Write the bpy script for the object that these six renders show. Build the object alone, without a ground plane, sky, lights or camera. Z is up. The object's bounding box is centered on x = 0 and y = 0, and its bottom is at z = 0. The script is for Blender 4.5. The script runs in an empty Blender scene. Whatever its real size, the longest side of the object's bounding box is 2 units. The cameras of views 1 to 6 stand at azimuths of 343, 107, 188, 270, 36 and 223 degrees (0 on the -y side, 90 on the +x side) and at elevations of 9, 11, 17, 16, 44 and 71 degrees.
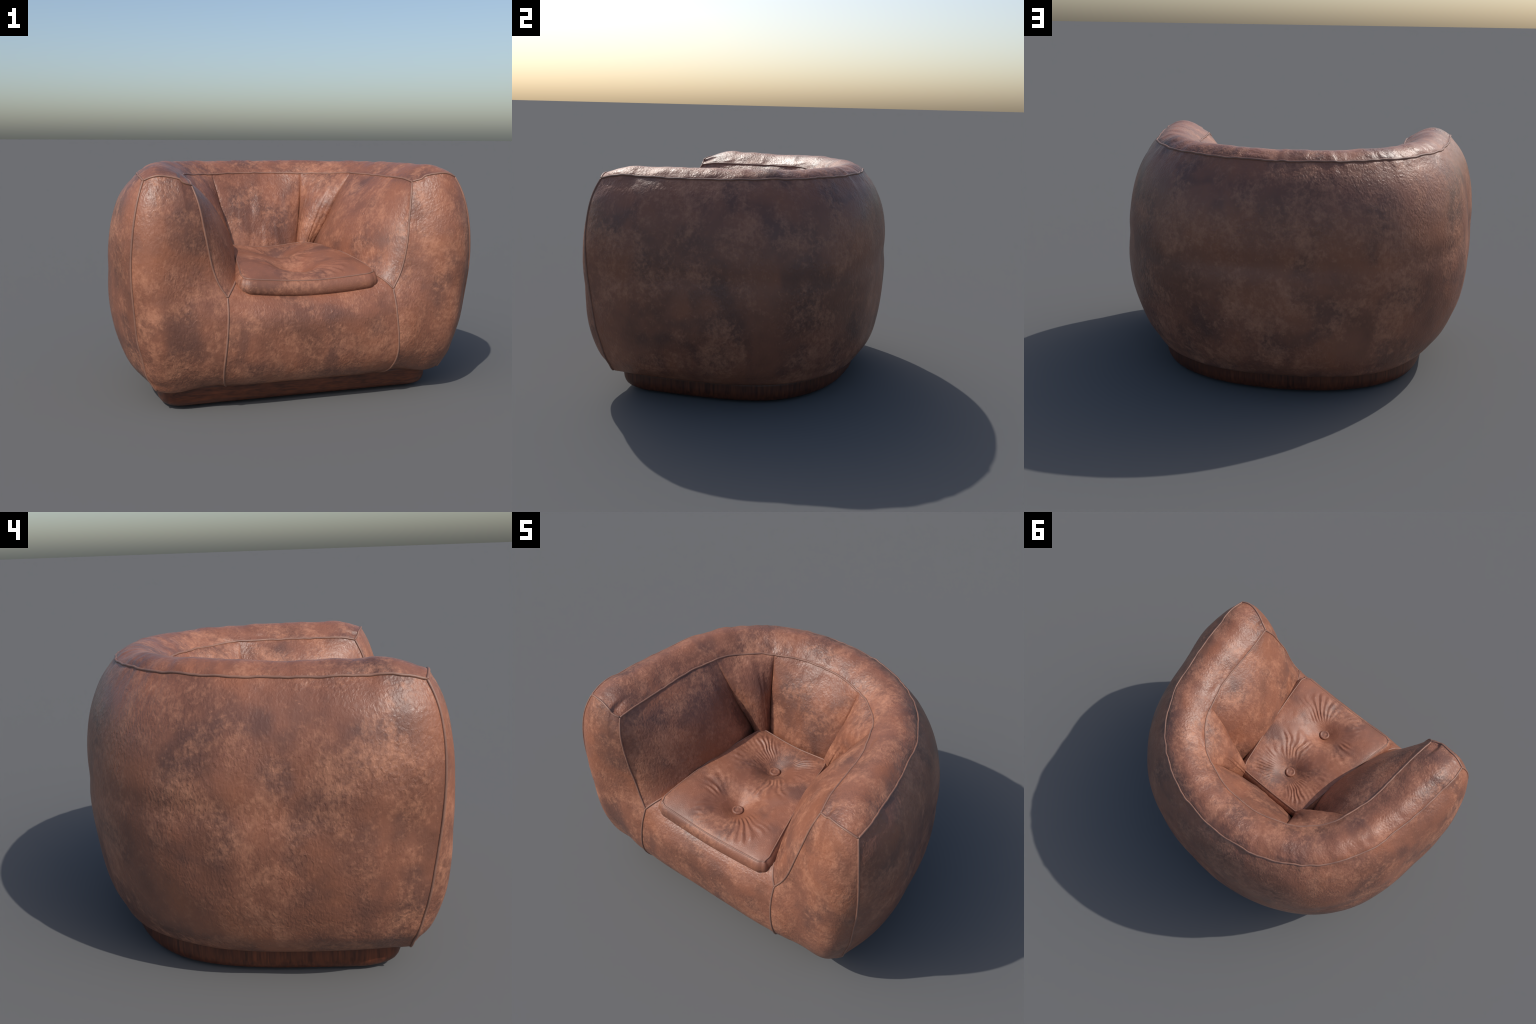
"""Rounded leather tub armchair on a low wooden plinth: nine upholstery panels sewn together
with piping, a loose buttoned seat cushion, and a filleted plinth."""
import bpy
import math
import numpy as np

RNG = np.random.default_rng(11)


# ------------------------------------------------------------------ maths helpers
def spline(x, y, xq):
    """natural cubic spline through y at knots x (vector valued)"""
    x, y, xq = np.asarray(x, float), np.asarray(y, float), np.asarray(xq, float)
    n, h = len(x), np.diff(x)
    A = np.zeros((n, n))
    A[0, 0] = A[-1, -1] = 1
    R = np.zeros_like(y)
    for i in range(1, n - 1):
        A[i, i - 1 : i + 2] = h[i - 1], 2 * (h[i - 1] + h[i]), h[i]
        R[i] = 6 * ((y[i + 1] - y[i]) / h[i] - (y[i] - y[i - 1]) / h[i - 1])
    M = np.linalg.solve(A, R.reshape(n, -1)).reshape(y.shape)
    k = np.clip(np.searchsorted(x, xq) - 1, 0, n - 2)
    sh = (len(xq),) + (1,) * (y.ndim - 1)
    hk, a, b = h[k].reshape(sh), (x[k + 1] - xq).reshape(sh), (xq - x[k]).reshape(sh)
    return M[k] * a**3 / (6 * hk) + M[k + 1] * b**3 / (6 * hk) + (y[k] / hk - M[k] * hk / 6) * a + (y[k + 1] / hk - M[k + 1] * hk / 6) * b


def arclen(P):
    return np.r_[0, np.cumsum(np.linalg.norm(np.diff(P, axis=0), axis=1))]


def curve(P, n, par=None):
    """smooth curve through the points P, sampled at equal arc length (or at par)"""
    P = np.asarray(P, float)
    if len(P) > 40:
        f = P
    else:
        d = arclen(P)
        f = spline(d / d[-1], P, np.linspace(0, 1, max(4 * n, 400)))
    e = arclen(f)
    e /= e[-1]
    t = np.linspace(0, 1, n) if par is None else np.asarray(par, float)
    return np.stack([np.interp(t, e, f[:, i]) for i in range(3)], 1)


def bisp(ku, kv, C, u, v):
    """bicubic surface through a control net"""
    A = spline(ku, C, u)
    return np.swapaxes(spline(kv, np.swapaxes(A, 0, 1), v), 0, 1)


def coons(top, bot, lef, rig, nu, nv):
    u, v = np.linspace(0, 1, nu)[:, None, None], np.linspace(0, 1, nv)[None, :, None]
    T, B = curve(top, nu)[:, None], curve(bot, nu)[:, None]
    L, R = curve(lef, nv)[None], curve(rig, nv)[None]
    cor = (1 - u) * (1 - v) * T[0, 0] + u * (1 - v) * T[-1, 0] + (1 - u) * v * B[0, 0] + u * v * B[-1, 0]
    return (1 - v) * T + v * B + (1 - u) * L + u * R - cor


def normals(G):
    N = np.cross(np.gradient(G, axis=1), np.gradient(G, axis=0))
    return N / np.maximum(np.linalg.norm(N, axis=2), 1e-9)[..., None]


def smooth(a, b, x):
    t = np.clip((x - a) / (b - a), 0, 1)
    return t * t * (3 - 2 * t)


def hash3(i, j, k, seed):
    h = (i * 73856093) ^ (j * 19349663) ^ (k * 83492791) ^ (seed * 2654435)
    h = (h ^ (h >> 13)) * 1274126177 & 0x7FFFFFFF
    h = (h ^ (h >> 15)) * 668265263 & 0x7FFFFFFF
    return (h & 0xFFFFF) / 0xFFFFF * 2 - 1


def noise(P, scale, seed=0, octaves=1):
    """smooth value noise in space, -1..1"""
    out, amp, tot = 0, 1, 0
    for o in range(octaves):
        q = np.asarray(P) * scale * 2**o + 100.37 + 3.1 * o
        i = np.floor(q).astype(np.int64)
        f = q - i
        f = f * f * f * (f * (f * 6 - 15) + 10)
        r = 0
        for dx in (0, 1):
            for dy in (0, 1):
                for dz in (0, 1):
                    w = (f[..., 0] if dx else 1 - f[..., 0]) * (f[..., 1] if dy else 1 - f[..., 1]) * (f[..., 2] if dz else 1 - f[..., 2])
                    r = r + w * hash3(i[..., 0] + dx, i[..., 1] + dy, i[..., 2] + dz, seed + o)
        out, tot, amp = out + amp * r, tot + amp, amp * 0.5
    return out / tot


def mirror(P):
    return np.asarray(P) * [-1, 1, 1]


# ------------------------------------------------------------------ materials
def new_mat(name):
    m = bpy.data.materials.new(name)
    m.use_nodes = True
    nt = m.node_tree
    nt.nodes.clear()
    out = nt.nodes.new("ShaderNodeOutputMaterial")
    b = nt.nodes.new("ShaderNodeBsdfPrincipled")
    nt.links.new(b.outputs[0], out.inputs[0])
    return m, nt, b


def srgb(r, g, b):
    f = lambda c: (c / 255 / 12.92) if c / 255 <= 0.04045 else ((c / 255 + 0.055) / 1.055) ** 2.4
    return (f(r), f(g), f(b), 1)


class Net:
    def __init__(s, nt):
        s.nt = nt

    def node(s, kind, ins=None, **props):
        n = s.nt.nodes.new("ShaderNode" + kind)
        for k, v in props.items():
            setattr(n, k, v)
        for k, v in (ins or {}).items():
            if hasattr(v, "is_output"):
                s.nt.links.new(v, n.inputs[k])
            else:
                n.inputs[k].default_value = v
        return n

    def noise(s, vec, scale, detail=2, rough=0.5, dist=0.0):
        return s.node("TexNoise", {"Vector": vec, "Scale": scale, "Detail": detail, "Roughness": rough, "Distortion": dist}).outputs[0]

    def ramp(s, fac, stops, interp="LINEAR"):
        n = s.node("ValToRGB", {"Fac": fac})
        n.color_ramp.interpolation = interp
        while len(n.color_ramp.elements) < len(stops):
            n.color_ramp.elements.new(0.5)
        for e, (p, c) in zip(n.color_ramp.elements, stops):
            e.position = p
            e.color = c if not isinstance(c, (int, float)) else (c, c, c, 1)
        return n.outputs[0]

    def math(s, op, a, b=0.0, c=None):
        n = s.node("Math", {0: a, 1: b}, operation=op)
        if c is not None:
            n.inputs[2].default_value = c
        return n.outputs[0]

    def mix(s, fac, a, b, blend="MIX"):
        return s.node("Mix", {0: fac, 6: a, 7: b}, data_type="RGBA", blend_type=blend).outputs[2]


def leather(name, grain=1.0, fine=False):
    m, nt, bsdf = new_mat(name)
    N = Net(nt)
    tc = N.node("TexCoord").outputs["Object"]
    sh = N.node("Attribute", attribute_name='["hide_shift"]', attribute_type="OBJECT").outputs["Fac"]
    off = N.node("CombineXYZ", {0: sh, 1: N.math("MULTIPLY", sh, 1.7), 2: N.math("MULTIPLY", sh, 0.6)}).outputs[0]
    p = N.node("VectorMath", {0: tc, 1: off}, operation="ADD").outputs[0]
    pz = N.node("Mapping", {"Vector": p, "Scale": (1, 1, 0.88)}).outputs[0]
    # warped coordinates make ragged cloud edges
    # soft hide clouds
    cloud = N.noise(p, 3.1, 3, 0.55, 0.3)
    base = N.ramp(cloud, [(0.33, srgb(*DARKER)), (0.5, srgb(*MID)), (0.68, srgb(*WARM))])
    # dark dyed patches, soft edged
    dk = N.ramp(N.noise(pz, 4.8, 2.5, 0.5, 0.2), [(0.47, 0.0), (0.68, 1.0)], "EASE")
    col = N.mix(N.math("MULTIPLY", dk, 0.57), base, srgb(*DARK))
    # worn light patches: large mask broken up by fine mottling
    worn = N.noise(pz, 5.4, 4, 0.6, 0.4)
    fleck = N.noise(pz, 42, 6, 0.72, 0.3)
    mask = N.math("ADD", N.math("MULTIPLY", worn, 0.52), N.math("MULTIPLY", fleck, 0.48))
    wm = N.ramp(mask, [(0.48, 0.0), (0.52, 0.18), (0.57, 0.5), (0.65, 1.0)])
    col = N.mix(N.math("MULTIPLY", wm, 0.83), col, srgb(*LIGHT))
    # small scattered rubbed specks
    spk = N.ramp(N.noise(p, 60, 4, 0.6), [(0.63, 0.0), (0.72, 1.0)])
    spm = N.ramp(N.noise(p, 6.3, 3, 0.6), [(0.45, 0.0), (0.62, 1.0)])
    col = N.mix(N.math("MULTIPLY", N.math("MULTIPLY", spk, spm), 0.6), col, srgb(*LIGHT))
    nt.links.new(col, bsdf.inputs["Base Color"])
    rg = N.ramp(N.noise(p, 9, 4, 0.6), [(0.3, 0.36), (0.7, 0.5)])
    nt.links.new(N.math("ADD", N.math("ADD", rg, N.math("MULTIPLY", wm, 0.08)), 0.06 if fine else 0.0), bsdf.inputs["Roughness"])
    bsdf.inputs["Specular IOR Level"].default_value = 0.5
    # pebbled, creased grain
    gs = 190 if fine else 98
    warp = N.node("TexNoise", {"Vector": p, "Scale": gs * 0.5, "Detail": 2.0})
    wv = N.node("VectorMath", {0: warp.outputs[1], 1: (0.5, 0.5, 0.5)}, operation="SUBTRACT").outputs[0]
    wv = N.node("VectorMath", {0: wv, "Scale": 1.1 / gs}, operation="SCALE").outputs[0]
    pg = N.node("Mapping", {"Vector": p, "Scale": (1, 1, 0.62)}).outputs[0]
    q = N.node("VectorMath", {0: pg, 1: wv}, operation="ADD").outputs[0]
    peb = N.node("TexVoronoi", {"Vector": q, "Scale": gs, "Randomness": 1.0}, feature="SMOOTH_F1").outputs[0]
    crs = N.noise(q, gs * 0.75, 3, 0.55, 0.5)
    amt = N.ramp(N.noise(p, 5.0, 2, 0.5), [(0.3, 0.35), (0.65, 1.0)])
    hgt = N.math("MULTIPLY", N.math("ADD", N.math("MULTIPLY", peb, -0.55), crs), amt)
    hgt = N.math("ADD", hgt, N.math("MULTIPLY", N.noise(p, 420, 2, 0.5), 0.06))
    bmp = N.node("Bump", {"Height": hgt, "Strength": 0.65 * grain, "Distance": 0.005 if not fine else 0.002})
    nt.links.new(bmp.outputs[0], bsdf.inputs["Normal"])
    return m


MID, WARM, DARKER, DARK, LIGHT = (133, 86, 67), (144, 91, 67), (112, 73, 58), (86, 61, 55), (176, 122, 95)

MAT_LEATHER = leather("mottled_leather")
MAT_CUSHION = leather("cushion_leather", 1.0, True)

m, nt, bs = new_mat("piping_leather")
N = Net(nt)
tc = N.node("TexCoord").outputs["Object"]
nt.links.new(N.ramp(N.noise(tc, 14, 3), [(0.3, srgb(122, 88, 75)), (0.7, srgb(144, 104, 86))]), bs.inputs["Base Color"])
bs.inputs["Roughness"].default_value = 0.5
MAT_PIPING = m

m, nt, bs = new_mat("dark_walnut")
N = Net(nt)
tc = N.node("TexCoord").outputs["Object"]
nrm = N.node("NewGeometry").outputs["Normal"]
grain_v = N.noise(N.node("Mapping", {"Vector": tc, "Scale": (1, 1, 0.08)}).outputs[0], 75, 5, 0.65, 0.3)
grain_h = N.noise(N.node("Mapping", {"Vector": tc, "Scale": (0.16, 1, 1)}).outputs[0], 85, 5, 0.65, 0.3)
ny = N.node("SeparateXYZ", {0: nrm}).outputs[1]
front = N.ramp(N.math("MULTIPLY", ny, -1.0), [(0.55, 0.0), (0.8, 1.0)])
g = N.node("Mix", {0: front, 2: grain_v, 3: grain_h}).outputs[0]
big = N.noise(tc, 5, 3)
col = N.ramp(N.math("ADD", N.math("MULTIPLY", g, 0.75), N.math("MULTIPLY", big, 0.25)), [(0.30, srgb(40, 20, 14)), (0.46, srgb(76, 39, 25)), (0.62, srgb(102, 54, 33)), (0.75, srgb(116, 63, 40))])
nt.links.new(col, bs.inputs["Base Color"])
bs.inputs["Roughness"].default_value = 0.45
nt.links.new(N.node("Bump", {"Height": g, "Strength": 0.2, "Distance": 0.002}).outputs[0], bs.inputs["Normal"])
MAT_WOOD = m


# ------------------------------------------------------------------ object helpers
ROOT = bpy.data.objects.new("leather_armchair", None)
bpy.context.scene.collection.objects.link(ROOT)
ROOT["label"] = "rounded brown leather tub armchair on low dark wooden plinth"
ROOT["category"] = "armchair"


def add_mesh(name, verts, faces, mat, parent=None, shift=0.0, smooth_shade=True):
    me = bpy.data.meshes.new(name)
    me.from_pydata(np.asarray(verts, float).tolist(), [], faces)
    me.validate()
    if smooth_shade:
        me.polygons.foreach_set("use_smooth", [True] * len(me.polygons))
    me.materials.append(mat)
    ob = bpy.data.objects.new(name, me)
    bpy.context.scene.collection.objects.link(ob)
    ob.parent = parent or ROOT
    ob["hide_shift"] = float(shift)
    return ob


def grid_faces(nu, nv, close_u=False, flip=False):
    f = []
    for i in range(nu if close_u else nu - 1):
        a, b = i * nv, ((i + 1) % nu) * nv
        for j in range(nv - 1):
            q = (a + j, a + j + 1, b + j + 1, b + j)
            f.append(q[::-1] if flip else q)
    return f


def add_grid(name, G, mat, outward, parent=None, shift=0.0):
    """outward: a function giving, for the mid point, a direction the surface should face"""
    nu, nv = G.shape[:2]
    n = np.cross(G[nu // 2, nv // 2 + 1] - G[nu // 2, nv // 2], G[nu // 2 + 1, nv // 2] - G[nu // 2, nv // 2])
    return add_mesh(name, G.reshape(-1, 3), grid_faces(nu, nv, flip=np.dot(n, outward) < 0), mat, parent, shift)


def tube(name, P, r, mat, parent=None, sides=10, closed=False, lift=None):
    """piping: a round cord swept along P, with slightly domed ends"""
    P = np.asarray(P, float)
    T = (np.roll(P, -1, 0) - np.roll(P, 1, 0)) if closed else np.gradient(P, axis=0)
    T /= np.linalg.norm(T, axis=1)[:, None]
    up = np.array([0.3, 0.2, 0.93])
    U = np.zeros_like(P)
    last = up
    for i, t in enumerate(T):
        a = last - t * (last @ t)
        a /= np.linalg.norm(a)
        U[i] = last = a
    V = np.cross(T, U)
    a = np.linspace(0, 2 * np.pi, sides, endpoint=False)
    rr = np.full(len(P), r)
    if not closed:
        rr[0] = rr[-1] = r * 0.55
    ring = (U[:, None] * np.cos(a)[None, :, None] + V[:, None] * np.sin(a)[None, :, None]) * rr[:, None, None] + P[:, None]
    n, faces = len(P), []
    for i in range(n if closed else n - 1):
        j = (i + 1) % n
        for k in range(sides):
            l = (k + 1) % sides
            faces.append((i * sides + k, i * sides + l, j * sides + l, j * sides + k))
    if not closed:
        faces.append(tuple(range(sides))[::-1])
        faces.append(tuple((n - 1) * sides + k for k in range(sides)))
    return add_mesh(name, ring.reshape(-1, 3), faces, mat, parent)


# ------------------------------------------------------------------ seam lines (right half, mirrored)
# outer rim seam, from the front corner of an arm round to the middle of the back
RIM_OUT = [(0.855, -0.607, 1.200), (0.864, -0.51, 1.222), (0.853, -0.42, 1.222), (0.837, -0.264, 1.219), (0.808, -0.104, 1.216), (0.772, 0.07, 1.219), (0.755, 0.12, 1.221), (0.698, 0.235, 1.222), (0.630, 0.337, 1.224), (0.567, 0.403, 1.224), (0.466, 0.482, 1.225), (0.350, 0.543, 1.225), (0.206, 0.585, 1.225), (0.10, 0.602, 1.225), (0, 0.607, 1.225)]
# inner rim seam: arm, corner panel, half of the back panel
RIM_ARM = [(0.622, -0.597, 1.174), (0.608, -0.51, 1.187), (0.598, -0.414, 1.19), (0.584, -0.237, 1.191), (0.562, -0.07, 1.194), (0.523, 0.055, 1.199)]
RIM_CORNER = [(0.523, 0.055, 1.199), (0.505, 0.105, 1.198), (0.461, 0.176, 1.192), (0.408, 0.232, 1.187), (0.350, 0.284, 1.185), (0.292, 0.315, 1.186)]
RIM_BACK = [(0.292, 0.315, 1.186), (0.248, 0.330, 1.188), (0.178, 0.354, 1.190), (0.081, 0.373, 1.191), (0, 0.378, 1.191)]
# front face of an arm: outer seam, inner seam, seam below the seat, short seam along the seat
ARM_OUT = [(0.855, -0.607, 1.2), (0.881, -0.636, 1.131), (0.903, -0.656, 1.043), (0.92, -0.666, 0.935), (0.929, -0.666, 0.834), (0.929, -0.664, 0.733), (0.920, -0.650, 0.585), (0.911, -0.643, 0.5), (0.898, -0.631, 0.391), (0.877, -0.62, 0.311), (0.85, -0.6, 0.206), (0.801, -0.582, 0.13)]
ARM_IN = [(0.622, -0.597, 1.174), (0.600, -0.632, 1.10), (0.573, -0.657, 0.97), (0.553, -0.670, 0.87), (0.533, -0.673, 0.78), (0.505, -0.68, 0.696), (0.477, -0.688, 0.645), (0.457, -0.695, 0.615)]
ARM_TOP = curve([(0.855, -0.607, 1.200), (0.80, -0.625, 1.221), (0.74, -0.632, 1.220), (0.68, -0.622, 1.206), (0.622, -0.597, 1.174)], 160)
# a tuck near the inner corner makes a small step in this seam
ARM_TOP[:, 2] -= 0.009 * smooth(0.684, 0.668, ARM_TOP[:, 0]) * smooth(0.624, 0.664, ARM_TOP[:, 0])
BELOW = [(0.457, -0.695, 0.615), (0.460, -0.722, 0.55), (0.466, -0.739, 0.46), (0.474, -0.743, 0.37), (0.481, -0.730, 0.28), (0.478, -0.70, 0.21), (0.460, -0.645, 0.150), (0.435, -0.58, 0.124), (0.42, -0.48, 0.118)]
SEAT_SIDE = [(0.457, -0.695, 0.615), (0.426, -0.665, 0.651), (0.399, -0.621, 0.674), (0.374, -0.55, 0.685)]


def lean(P, sgn):
    """the inner top corner of the left arm sits a little further forward than the right one"""
    P = np.array(P, float)
    w = smooth(0.72, 1.12, P[:, 2]) * (smooth(0.86, 0.66, np.abs(P[:, 0])) if sgn > 0 else smooth(0.76, 0.63, np.abs(P[:, 0]))) * smooth(-0.40, -0.60, P[:, 1])
    P[:, 1] += 0.036 * sgn * w
    P[:, 0] *= sgn
    return P


def wobble(P, amp, scale, seed, pin=0.03):
    """hand-sewn waver of a seam, fading at its ends"""
    P = np.asarray(P)
    s = arclen(P)
    w = smooth(0, pin, s) * smooth(0, pin, s[-1] - s)
    d = np.stack([noise(P, scale, seed + k, 2) for k in range(3)], 1)
    return P + d * amp * w[:, None]


# whole curves
rim_out_half = wobble(curve(RIM_OUT, 260), 0.0065, 14.0, 300)
rim_out = np.vstack([rim_out_half, mirror(rim_out_half)[::-1][1:]])


# ------------------------------------------------------------------ outer panel (the big shell)
STATION = [0, 0.12, 0.26, 0.40, 0.52, 0.66, 0.82, 1.0]
REL_H = np.array([1.0, 0.94, 0.86, 0.75, 0.62, 0.5, 0.38, 0.26, 0.17, 0.09, 0.04, 0.0])
Z_FOOT = 0.125
# how far the shell stands out from the rim seam, per station (front to back) and height (top down)
SWELL = [
    [0.057, 0.100, 0.132, 0.149, 0.149, 0.139, 0.116, 0.089, 0.055, 0.012, -0.039],
    [0.055, 0.103, 0.134, 0.151, 0.162, 0.163, 0.144, 0.112, 0.074, 0.032, -0.013],
    [0.056, 0.106, 0.143, 0.165, 0.173, 0.173, 0.156, 0.126, 0.091, 0.053, 0.012],
    [0.060, 0.110, 0.150, 0.175, 0.182, 0.178, 0.158, 0.130, 0.101, 0.071, 0.036],
    [0.055, 0.108, 0.149, 0.176, 0.182, 0.170, 0.149, 0.126, 0.103, 0.079, 0.055],
    [0.051, 0.101, 0.141, 0.158, 0.163, 0.154, 0.138, 0.122, 0.101, 0.077, 0.050],
    [0.052, 0.098, 0.129, 0.143, 0.147, 0.147, 0.137, 0.120, 0.099, 0.070, 0.032],
]
FULLER = [0.004, 0.000, 0.001, 0.005, 0.005, 0.005, 0.004]
FULL_AT = np.array([0.6, 1, 1, 0.9, 0.9, 1, 1, 1, 0.2, -0.8, -0.8])
base = curve(RIM_OUT, 8, STATION)
fwd = curve(RIM_OUT, 8, np.clip(np.array(STATION) + 0.04, 0, 1)) - curve(RIM_OUT, 8, np.clip(np.array(STATION) - 0.04, 0, 1))
nrm = np.stack([fwd[:, 1], -fwd[:, 0], 0 * fwd[:, 0]], 1)
nrm /= np.linalg.norm(nrm, axis=1)[:, None]
nrm[-1] = 0, 1, 0
nrm *= np.sign((nrm * base).sum(1))[:, None]
nrows = len(REL_H) + 2
ctrl = np.zeros((8, nrows, 3))
af = np.array(ARM_OUT)[::-1]
for k in range(8):
    zz = Z_FOOT + REL_H * (base[k, 2] - Z_FOOT)
    if k == 0:
        ctrl[k, :-2] = np.stack([spline(af[:, 2], af[:, 0], zz), spline(af[:, 2], af[:, 1], zz), zz], 1)
        ctrl[k, -2:] = (0.745, -0.535, 0.117), (0.66, -0.46, 0.118)
    else:
        ctrl[k, :-2] = base[k] + nrm[k] * np.r_[0, np.array(SWELL[k - 1]) + FULLER[k - 1] * FULL_AT][:, None]
        ctrl[k, :-2, 2] = zz
        foot = ctrl[k, -3]
        ctrl[k, -2] = foot - nrm[k] * 0.05 - (0, 0, 0.009)
        ctrl[k, -1] = foot - nrm[k] * 0.14 - (0, 0, 0.008)
ku = np.r_[STATION, 2 - np.array(STATION)[::-1][1:]]
full = np.concatenate([ctrl, mirror(ctrl)[::-1][1:]], 0)
NU, NV = 460, 210
kv = np.linspace(0, 1, nrows)
uu = np.linspace(0, 2, 900)
raw = bisp(ku, kv, full, uu, np.linspace(0, 1, 420))
# even out the rows by arc length so that the grid is regular
shell = np.zeros((NU, NV, 3))
for a, i in enumerate(np.round(np.linspace(0, 899, NU)).astype(int)):
    shell[a] = curve(raw[i], NV)
# let the shell follow the hand-sewn waver of the rim
waver = curve(rim_out, 10, uu[np.round(np.linspace(0, 899, NU)).astype(int)] / 2) - shell[:, 0]
shell += waver[:, None] * np.exp(-((np.arange(NV) / 14.0) ** 1.5))[None, :, None]


def edge_dist(G):
    """distance of every grid vertex from the four borders, measured along the sheet"""
    du = np.linalg.norm(np.diff(G, axis=0), axis=2)
    dv = np.linalg.norm(np.diff(G, axis=1), axis=2)
    cu = np.concatenate([np.zeros((1, G.shape[1])), np.cumsum(du, 0)], 0)
    cv = np.concatenate([np.zeros((G.shape[0], 1)), np.cumsum(dv, 1)], 1)
    return cu, cu[-1:] - cu, cv, cv[:, -1:] - cv


def puff(G, face, sew=(1, 1, 1, 1), roll=0.0012, width=0.010, lumps=0.003, pucker=0.004, seed=0):
    """upholstery relief: the hide rolls up beside each sewn border, puckers along it and is softly lumpy"""
    Nn = normals(G)
    c = Nn[G.shape[0] // 2, G.shape[1] // 2]
    if np.dot(c, face) < 0:
        Nn = -Nn
    D = edge_dist(G)
    d = np.full(G.shape[:2], 9.0)
    for s, e in zip(sew, D):
        if s:
            d = np.minimum(d, e)
    anyd = np.minimum.reduce(D)
    h = roll * (1 - np.exp(-((d / width) ** 1.2)))
    free = smooth(0, 0.05, anyd)
    h = h + free * lumps * noise(G, 5.0, seed + 5, 2)
    h = h + pucker * noise(G, 17.0, seed + 9, 2) * np.exp(-d / 0.06) * smooth(0, 0.03, d)
    h = (h - 0.001 * smooth(0, 0.05, d)) * smooth(0, 0.004, anyd)
    return G + Nn * h[..., None]


def belt(G):
    """the slack fold that runs round the shell at two thirds of its height"""
    th = np.arctan2(G[..., 0], G[..., 1])
    zc = 0.733 - 0.015 * np.sin(th) + 0.008 * np.sin(4.3 * th + 1.0)
    back = 0.32 + 0.68 * smooth(-0.35, 0.55, G[..., 1])
    dep = 0.010 * back * (0.8 + 0.35 * np.sin(3.7 * th + 1.1))
    return dep * np.exp(-(((G[..., 2] - zc) / 0.058) ** 2)) - 0.05 * dep * np.exp(-(((G[..., 2] - zc) / 0.10) ** 2))


Ns = normals(shell)
if Ns[NU // 2, NV // 2, 1] < 0:
    Ns = -Ns
cu = edge_dist(shell)
fr = np.minimum(cu[0], cu[1])
hz = shell[..., 2]
shoulder = (0.008 + 0.008 * smooth(0.6, 0.8, hz)) * (fr / 0.10) * np.exp(1 - fr / 0.10) * smooth(1.22, 1.08, hz) * smooth(0.2, 0.45, hz) * (1 - 0.9 * np.exp(-(((hz - 0.70) / 0.11) ** 2)))
shell = shell + Ns * (shoulder * smooth(0, 0.01, fr))[..., None]
shell_d = shell - Ns * (belt(shell) * smooth(0.0, 0.12, np.minimum(cu[0], cu[1])))[..., None]
outer = puff(shell_d, (0, 1, 0), (1, 1, 1, 0), seed=20, pucker=0.005)
add_grid("outer_panel", outer, MAT_LEATHER, (0, 1, 0), shift=0.0)
seam_front = {1: shell[0], -1: shell[-1]}

# ------------------------------------------------------------------ top panel (roll over arms and back)
RIM_ARM, RIM_CORNER, RIM_BACK = (wobble(curve(P, n), 0.005, 15.0, 310 + n) for P, n in ((RIM_ARM, 120), (RIM_CORNER, 80), (RIM_BACK, 81)))
RIM_BACK[-1, 0] = 0
rim_in_half = np.vstack([RIM_ARM, RIM_CORNER[1:], RIM_BACK[1:]])
rim_in = np.vstack([lean(rim_in_half, 1), lean(rim_in_half, -1)[::-1][1:]])
NT, MT = 440, 56
# matching stations so that the cross lines run square to the rim
s_out = np.array([0, 0.13, 0.29, 0.44, 0.58, 0.70, 0.84, 1.0])
s_in = np.array([0, 0.16, 0.37, 0.53, 0.64, 0.75, 0.86, 1.0])
par = np.linspace(0, 1, NT // 2 + 1)
pin = spline(s_out, s_in, par)
pin[0], pin[-1] = 0, 1
Oh, Ih = curve(rim_out_half, 10, par), curve(rim_in_half, 10, pin)
O2, I2 = np.vstack([Oh, mirror(Oh)[::-1][1:]]), np.vstack([lean(Ih, 1), lean(Ih, -1)[::-1][1:]])
w = np.linspace(0, 1, MT)
top = O2[:, None] * (1 - w)[None, :, None] + I2[:, None] * w[None, :, None]
sec = np.sin(np.pi * w) ** 0.85 * (1 + 0.12 * np.cos(np.pi * w))
along = arclen((O2 + I2) / 2)
L = along[-1]
e = np.minimum(along, L - along)
# the ends follow the arched top edge of the arm front
arch = curve(ARM_TOP, MT)
endw = np.exp(-((e / 0.07) ** 2))
rise = 0.057 * (1 - endw)
top[..., 2] += rise[:, None] * sec[None]
for sgn, sl in ((1, slice(0, NT // 2 + 1)), (-1, slice(NT // 2 + 1, None))):
    a = lean(arch, sgn)
    flat = (O2[0 if sgn > 0 else -1])[None] * (1 - w)[:, None] + (I2[0 if sgn > 0 else -1])[None] * w[:, None]
    top[sl] += endw[sl][:, None, None] * (a - flat)[None]
# gathers: soft radial pleats, strongest over the back where the rim bends
pleat = noise(np.stack([along, 0 * along, 0 * along], 1), 15.0, 8, 2)[:, None] * (0.4 + 0.6 * np.sin(np.pi * w)[None] ** 0.5)
top[..., 2] += 0.0045 * pleat * np.sin(np.pi * w)[None] ** 0.4 * smooth(0.05, 0.2, e)[:, None]
crease = np.exp(-(((np.abs(top[..., 0]) - 0.668 + 0.1 * (top[..., 1] + 0.6)) / 0.008) ** 2)) * (1 - smooth(-0.60, -0.50, top[..., 1]))
side_l = np.exp(-(((np.abs(top[..., 0]) - 0.690 + 0.1 * (top[..., 1] + 0.6)) / 0.014) ** 2)) * (1 - smooth(-0.60, -0.50, top[..., 1]))
top[..., 2] += (0.003 * side_l - 0.005 * crease) * smooth(0, 0.02, e)[:, None]
top_p = puff(top, (0, 0, 1), seed=31, pucker=0.008, lumps=0.005)
add_grid("top_panel", top_p, MAT_LEATHER, (0, 0, 1), shift=1.3)

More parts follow.
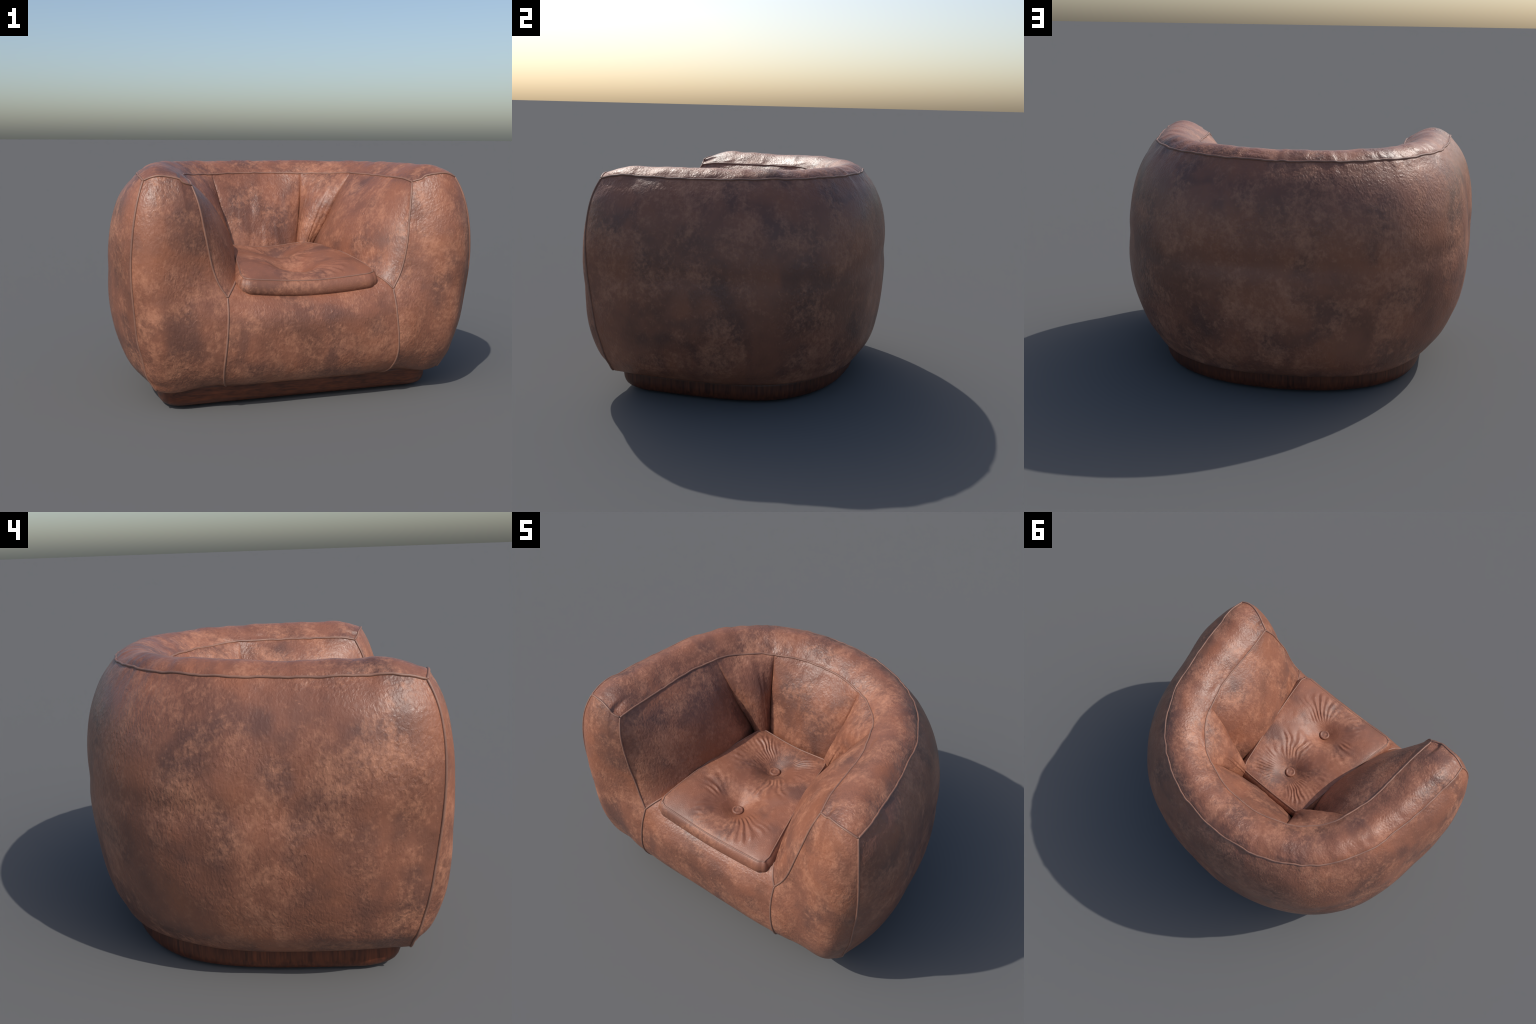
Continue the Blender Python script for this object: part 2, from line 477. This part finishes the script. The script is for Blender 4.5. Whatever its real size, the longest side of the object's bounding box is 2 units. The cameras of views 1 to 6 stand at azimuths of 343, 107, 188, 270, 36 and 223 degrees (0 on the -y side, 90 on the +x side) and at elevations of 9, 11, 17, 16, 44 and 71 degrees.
# ------------------------------------------------------------------ front faces of the arms
BULGE_FRONT = np.array([[0.014, 0.034, 0.048, 0.052, 0.042, 0.010], [0.022, 0.046, 0.048, 0.044, 0.032, 0.006], [0.006, 0.008, 0.014, 0.016, 0.010, -0.004]])
bk = np.zeros((5, 8))
bk[1:-1, 1:-1] = BULGE_FRONT
NA, MA = 90, 210
bul = bisp(np.array([0, 0.15, 0.5, 0.85, 1]), np.array([0, 0.12, 0.3, 0.45, 0.6, 0.75, 0.9, 1.0]), bk, np.linspace(0, 1, NA), np.linspace(0, 1, MA))
FOOT_ARM = [(0.66, -0.46, 0.118), (0.54, -0.468, 0.118), (0.42, -0.48, 0.118)]
for sgn in (1, -1):
    m_ = (lambda P: np.asarray(P, float)) if sgn > 0 else mirror
    inner = np.vstack([curve(ARM_IN, 140), curve(BELOW, 140)[1:]])
    G = coons(lean(ARM_TOP, sgn), m_(FOOT_ARM), seam_front[sgn], lean(inner, sgn), NA, MA)
    Nn = normals(G)
    if Nn[NA // 2, MA // 2, 1] > 0:
        Nn = -Nn
    G = G + Nn * bul[..., None]
    G = puff(G, (0, -1, 0), (1, 1, 1, 0), seed=40 + sgn)
    add_grid("arm_front_panel", G, MAT_LEATHER, (0, -1, 0), shift=2.1 + sgn)

# ------------------------------------------------------------------ apron below the seat
side = np.vstack([curve(SEAT_SIDE[::-1], 60), curve(BELOW, 140)[1:]])
G = coons([(-0.374, -0.55, 0.685), (-0.25, -0.55, 0.65), (0, -0.55, 0.63), (0.25, -0.55, 0.65), (0.374, -0.55, 0.685)], [(-0.42, -0.48, 0.118), (0, -0.478, 0.118), (0.42, -0.48, 0.118)], mirror(side), side, 170, 160)
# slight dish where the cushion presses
Nn = normals(G)
if Nn[85, 80, 1] > 0:
    Nn = -Nn
uq, vq = np.linspace(0, 1, 170)[:, None], np.linspace(0, 1, 160)[None]
G = G + Nn * (0.018 * np.exp(-(((vq - 0.33) / 0.13) ** 2)) * smooth(0, 0.25, uq) * smooth(0, 0.25, 1 - uq))[..., None]
G = puff(G, (0, -1, 0), (1, 1, 0, 0), seed=55)
add_grid("apron_panel", G, MAT_LEATHER, (0, -1, 0), shift=4.4)

# ------------------------------------------------------------------ inside panels
CREASE_ARM = [(0.523, 0.055, 1.199), (0.436, 0.058, 1.05), (0.362, 0.083, 0.88), (0.302, 0.122, 0.73), (0.282, 0.135, 0.62)]
CREASE_BACK = [(0.292, 0.315, 1.186), (0.273, 0.272, 1.05), (0.250, 0.228, 0.88), (0.226, 0.190, 0.73), (0.218, 0.172, 0.62)]
SEAT_ARM = [(0.457, -0.695, 0.615), (0.426, -0.665, 0.651), (0.399, -0.621, 0.674), (0.374, -0.55, 0.685), (0.358, -0.40, 0.66), (0.325, -0.12, 0.63), (0.282, 0.135, 0.62)]
SEAT_CORNER = [(0.282, 0.135, 0.62), (0.246, 0.145, 0.62), (0.218, 0.172, 0.62)]
SEAT_BACK = [(0.218, 0.172, 0.62), (0, 0.190, 0.62), (-0.218, 0.172, 0.62)]


def pillow(nu, nv, pu=0.7, pv=0.6, sink=0.3):
    u, v = np.linspace(0, 1, nu)[:, None], np.linspace(0, 1, nv)[None]
    full = np.sin(np.pi * np.clip(v, 0, 0.5)) ** pv
    return np.sin(np.pi * u) ** pu * (full * (1 - sink * smooth(0.6, 1.0, v)))


for sgn in (1, -1):
    m_ = (lambda P: np.asarray(P, float)) if sgn > 0 else mirror
    # arm
    G = coons(lean(RIM_ARM, sgn), m_(SEAT_ARM), lean(ARM_IN, sgn), m_(CREASE_ARM), 150, 130)
    Nn = normals(G)
    if Nn[75, 65, 0] * sgn > 0:
        Nn = -Nn
    bu = spline([0, 0.15, 0.35, 0.6, 0.85, 1], np.array([0, 0.17, 0.62, 0.95, 0.62, 0]), np.linspace(0, 1, 150))[:, None]
    bv = spline([0, 0.2, 0.45, 0.7, 0.85, 1], np.array([0, 0.50, 0.88, 1.0, 1.0, 0.90]), np.linspace(0, 1, 130))[None] * (1 - smooth(0.68, 1, np.linspace(0, 1, 130))[None] * (1 - 0.8 * smooth(0.08, 0.35, np.linspace(0, 1, 150))[:, None]))
    G = G + Nn * (0.107 * bu * bv)[..., None]
    G = puff(G, (-sgn, 0, 0.2), (1, 1, 1, 0), seed=60 + sgn, roll=0.001)
    add_grid("inner_arm_panel", G, MAT_LEATHER, (-sgn, 0, 0.2), shift=6.0 + sgn)
    # corner
    G = coons(m_(RIM_CORNER), m_(SEAT_CORNER), m_(CREASE_ARM), m_(CREASE_BACK), 90, 120)
    Nn = normals(G)
    if np.dot(Nn[45, 60], (-sgn, -1, 0)) < 0:
        Nn = -Nn
    G = G + Nn * (0.066 * pillow(90, 120, 0.6, 0.8, 0.05))[..., None]
    G = G + Nn * (0.005 * noise(G * [1, 1, 0.18], 22.0, 140 + sgn, 2) * pillow(90, 120, 0.5, 0.3, 0.2))[..., None]
    G = puff(G, (-sgn, -1, 0), (1, 1, 1, 0), seed=70 + sgn, roll=0.003, width=0.02)
    add_grid("inner_corner_panel", G, MAT_LEATHER, (-sgn, -1, 0), shift=8.7 + sgn)
rb = curve(RIM_BACK, 80)
G = coons(np.vstack([rb, mirror(rb)[::-1][1:]]), SEAT_BACK, CREASE_BACK, mirror(CREASE_BACK), 150, 120)
Nn = normals(G)
if Nn[75, 60, 1] > 0:
    Nn = -Nn
G = G + Nn * (0.064 * pillow(150, 120, 0.55, 1.0, 0.2))[..., None]
G = G + Nn * (0.006 * noise(G * [1, 1, 0.18], 20.0, 150, 2) * pillow(150, 120, 0.5, 0.3, 0.2))[..., None]
G = puff(G, (0, -1, 0.2), (1, 1, 1, 0), seed=80, roll=0.003, width=0.02)
add_grid("inner_back_panel", G, MAT_LEATHER, (0, -1, 0.2), shift=11.2)
# hidden deck below the cushion
xs = np.linspace(-1, 1, 21)
deck = np.zeros((21, 12, 3))
for j, y in enumerate(np.linspace(-0.56, 0.26, 12)):
    half = np.interp(y, [-0.56, 0.17, 0.26], [0.40, 0.34, 0.26])
    deck[:, j] = np.stack([xs * half, 0 * xs + y, 0.622 + 0 * xs], 1)
add_grid("seat_deck", deck, MAT_LEATHER, (0, 0, 1), shift=3.3)

# ------------------------------------------------------------------ piping on the seams
R_PIPE = 0.0056


def pipe(P, n, out):
    """out: the way the seam faces, so that the cord stands half proud of the hide"""
    Q = curve(P, n)
    o = out(Q) if callable(out) else np.asarray(out, float)[None]
    o = o / np.linalg.norm(o, axis=1)[:, None]
    return tube("piping", Q + 0.0008 * o, R_PIPE, MAT_PIPING)


def radial(Q, k, up):
    d = Q - [0, -0.2, 0]
    d[:, 2] = 0
    return k * d / np.linalg.norm(d, axis=1)[:, None] + [0, 0, up]


pipe(rim_out, 520, lambda Q: radial(Q, 0.75, 0.65))
pipe(rim_in, 420, lambda Q: radial(Q, -0.45, 0.9))
for sgn in (1, -1):
    m_ = (lambda P: np.asarray(P, float)) if sgn > 0 else mirror
    s = seam_front[sgn]
    cut = int(np.argmax(s[:, 2] < 0.126))
    pipe(s[:cut], 220, (0.7 * sgn, -0.7, 0))
    pipe(lean(ARM_TOP, sgn), 60, (0, -0.7, 0.7))
    pipe(lean(ARM_IN, sgn), 140, (-0.6 * sgn, -0.8, 0))
    pipe(m_(curve(BELOW, 200)[:178]), 140, (0, -1, 0))
    pipe(m_(SEAT_SIDE), 50, (0, -0.6, 0.8))

# ------------------------------------------------------------------ wooden plinth
PLAN = [(0, -0.580), (0.35, -0.580), (0.60, -0.580), (0.69, -0.574), (0.742, -0.545), (0.764, -0.48), (0.768, -0.3), (0.756, -0.05), (0.722, 0.16), (0.64, 0.345), (0.50, 0.475), (0.28, 0.568), (0, 0.600)]
pl = curve([(x, y, 0) for x, y in PLAN], 120)
pl = np.vstack([pl, mirror(pl)[::-1][1:-1]])
t = np.roll(pl, -1, 0) - np.roll(pl, 1, 0)
pn = np.stack([t[:, 1], -t[:, 0], 0 * t[:, 0]], 1)
pn /= np.linalg.norm(pn, axis=1)[:, None]
pn *= np.sign((pn * (pl - [0, -0.05, 0])).sum(1))[:, None]
# (inset, height) of the edge: a deep fillet along the front, a tighter one round the back
deep = [(0.0, 0.14), (0.0, 0.115), (0.001, 0.090), (0.003, 0.070), (0.009, 0.052), (0.018, 0.037), (0.031, 0.025), (0.049, 0.016), (0.072, 0.011), (0.098, 0.009)]
tight = [(-0.002, 0.14), (-0.002, 0.10), (-0.002, 0.075), (-0.001, 0.058), (0.003, 0.042), (0.009, 0.029), (0.017, 0.019), (0.028, 0.012), (0.042, 0.009), (0.098, 0.008)]
fr = smooth(-0.42, -0.56, pl[:, 1])[:, None]
rows = [pl - pn * (a * fr + c * (1 - fr)) + np.array([0, 0, 1]) * (b * fr + d * (1 - fr)) for (a, b), (c, d) in zip(deep, tight)]
V = np.stack(rows, 1)
n, k = V.shape[:2]
faces = grid_faces(n, k, close_u=True)
faces += [tuple(i * k for i in range(n)), tuple(i * k + k - 1 for i in range(n))[::-1]]
plinth = add_mesh("plinth", V.reshape(-1, 3), faces, MAT_WOOD)
import bmesh

bm = bmesh.new()
bm.from_mesh(plinth.data)
bmesh.ops.recalc_face_normals(bm, faces=bm.faces)
bm.to_mesh(plinth.data)
bm.free()

# ------------------------------------------------------------------ seat cushion
# piping loop of the cushion's top: x half-width and y by corner, height sagging at front and back
NC = 230
DIP = (0.092, 0.092)
# fans of folds: button, direction in degrees, half spread, from and to radius, folds per turn, height
FANS = [(0, -47, 34, 0.11, 0.27, 33, 0.0060), (0, -123, 25, 0.12, 0.26, 36, 0.0034), (0, 172, 24, 0.14, 0.27, 36, 0.0040), (1, -56, 30, 0.10, 0.26, 33, 0.0056), (1, 27, 22, 0.11, 0.24, 58, 0.0036), (1, 153, 28, 0.09, 0.23, 46, 0.0042), (1, -150, 22, 0.12, 0.24, 34, 0.0030)]
BUT = [(0.0, -0.421), (0.0, -0.066)]


def cushion_plan(a, b):
    """a, b in -1..1 over the rounded trapezoid; front is b = -1"""
    y = np.interp(b, [-1, 1], [-0.664, 0.130])
    half = np.interp(b, [-1, 1], [0.374, 0.238])
    return a * half, y


def squircle(a, b, r=0.06):
    """pull a square's corners in a little so that the outline has rounded corners"""
    k = np.minimum(np.abs(a), np.abs(b))
    m = np.maximum(np.abs(a), np.abs(b))
    f = 1 - r * 0.55 * smooth(0.86, 1.0, k) * smooth(0.86, 1.0, m)
    return a * f, b * f


def rim_height(a, b):
    """height of the piping: raised sides, sagging front and back edges"""
    z0 = 0.703 + (b + 1) / 2 * 0.064
    return z0 + 0.036 * np.abs(a) ** 2 * (1 - b**2) - (0.022 - 0.011 * smooth(-0.2, 0.6, b)) * (1 - a**2) * np.abs(b) ** 2


def top_height(a, b, x, y):
    z = rim_height(a, b)
    inner = (1 - np.abs(a) ** 3) * (1 - np.abs(b) ** 3)
    z = z + (0.020 + 0.019 * smooth(-0.1, -0.8, b)) * inner**0.6
    P = np.stack([x, y, 0 * x], -1)
    for q, (bx, by) in enumerate(BUT):
        dx, dy = x - bx, y - by
        r = np.sqrt(dx * dx + dy * dy)
        th = np.arctan2(dy, dx)
        z = z - DIP[q] * np.exp(-((r / 0.118) ** 1.5))
        # folds drawn toward the button, gathered in a few fans
        warp = 0.22 * noise(P, 8, 90 + q, 2)
        for bq, deg, spread, r0, r1, count, amp in FANS:
            if bq != q:
                continue
            d = th + warp - math.radians(deg)
            d = np.arctan2(np.sin(d), np.cos(d))
            env = np.exp(-((d / math.radians(spread)) ** 2)) * smooth(r0 - 0.03, r0 + 0.03, r) * (1 - smooth(r1 - 0.05, r1 + 0.03, r + 0.04 * noise(P, 14, 5)))
            ridge = np.sin(d * count + 3.2 * noise(P, 12, 40 + int(deg) % 17, 2))
            z = z + amp * env * (ridge + 0.25) * (0.7 + 0.9 * noise(P, 15, 44 + q)) * smooth(0, 0.3, inner)
    z = z + 0.007 * noise(P, 11, 97, 3) * inner**0.7
    return z


lin = np.linspace(-1, 1, NC)
A, Bq = np.meshgrid(lin, lin, indexing="ij")
A2, B2 = squircle(A, Bq)
X, Y = cushion_plan(A2, B2)
Z = top_height(A, Bq, X, Y)
topG = np.stack([X, Y, Z], -1)
# border loop, counter-clockwise
loop = [(i, 0) for i in range(NC)] + [(NC - 1, j) for j in range(1, NC)] + [(i, NC - 1) for i in range(NC - 2, -1, -1)] + [(0, j) for j in range(NC - 2, 0, -1)]
rimP = np.array([topG[i, j] for i, j in loop])
tq = np.roll(rimP, -2, 0) - np.roll(rimP, 2, 0)
ro = np.stack([tq[:, 1], -tq[:, 0], 0 * tq[:, 0]], 1)
ro /= np.linalg.norm(ro, axis=1)[:, None]
ro *= (1 - 0.25 * smooth(-0.60, -0.64, rimP[:, 1]))[:, None]
verts = topG.reshape(-1, 3).tolist()
faces = grid_faces(NC, NC, flip=True)
# piped border rolls over, bulges and tucks under
KS = [(0.005, 0.002), (0.014, 0.009), (0.023, 0.020), (0.029, 0.034), (0.031, 0.049), (0.028, 0.063), (0.019, 0.074), (0.003, 0.081), (-0.03, 0.084)]
idx = [i * NC + j for i, j in loop]
prev = idx
for o, dz in KS:
    start = len(verts)
    P = rimP + ro * o - np.array([0, 0, 1]) * dz
    verts += P.tolist()
    cur = list(range(start, start + len(loop)))
    for i in range(len(loop)):
        j = (i + 1) % len(loop)
        faces.append((prev[i], cur[i], cur[j], prev[j]))
    prev = cur
faces.append(tuple(prev[::-1]))
cush = add_mesh("seat_cushion", verts, faces, MAT_CUSHION, shift=13.0)
bm = bmesh.new()
bm.from_mesh(cush.data)
bmesh.ops.recalc_face_normals(bm, faces=bm.faces)
bm.to_mesh(cush.data)
bm.free()
tube("cushion_piping", curve(np.vstack([rimP, rimP[:1]]), 600)[:-1] + [0, 0, 0.0005], 0.0042, MAT_PIPING, cush, closed=True)
# covered buttons, slightly oval with a raised rim
ang = np.linspace(0, 2 * np.pi, 40, endpoint=False)
bprof = [(0.0, 0.0130), (0.008, 0.0125), (0.012, 0.0118), (0.0150, 0.0140), (0.0185, 0.0155), (0.0225, 0.013), (0.024, 0.008), (0.0235, 0.0), (0.021, -0.012)]
bv = [(0, 0, bprof[0][1])]
bf = []
for r, z in bprof[1:]:
    bv += [(1.44 * r * math.cos(t), 1.36 * r * math.sin(t), 1.2 * z) for t in ang]
for i in range(40):
    bf.append((0, 1 + i, 1 + (i + 1) % 40))
for k in range(len(bprof) - 2):
    for i in range(40):
        a, b = 1 + k * 40 + i, 1 + k * 40 + (i + 1) % 40
        bf.append((a, a + 40, b + 40, b))


def seat_at(x, y):
    """the point of the cushion's top nearest to (x, y)"""
    g = topG.reshape(-1, 3)
    return g[np.argmin((g[:, 0] - x) ** 2 + (g[:, 1] - y) ** 2)] + [0, 0, 0.007]


print("button seats", seat_at(*BUT[0]), seat_at(*BUT[1]))
first = add_mesh("button", bv, bf, MAT_CUSHION, cush, shift=14.0)
first.location = seat_at(*BUT[0])
second = first.copy()
bpy.context.scene.collection.objects.link(second)
second.location = seat_at(*BUT[1])
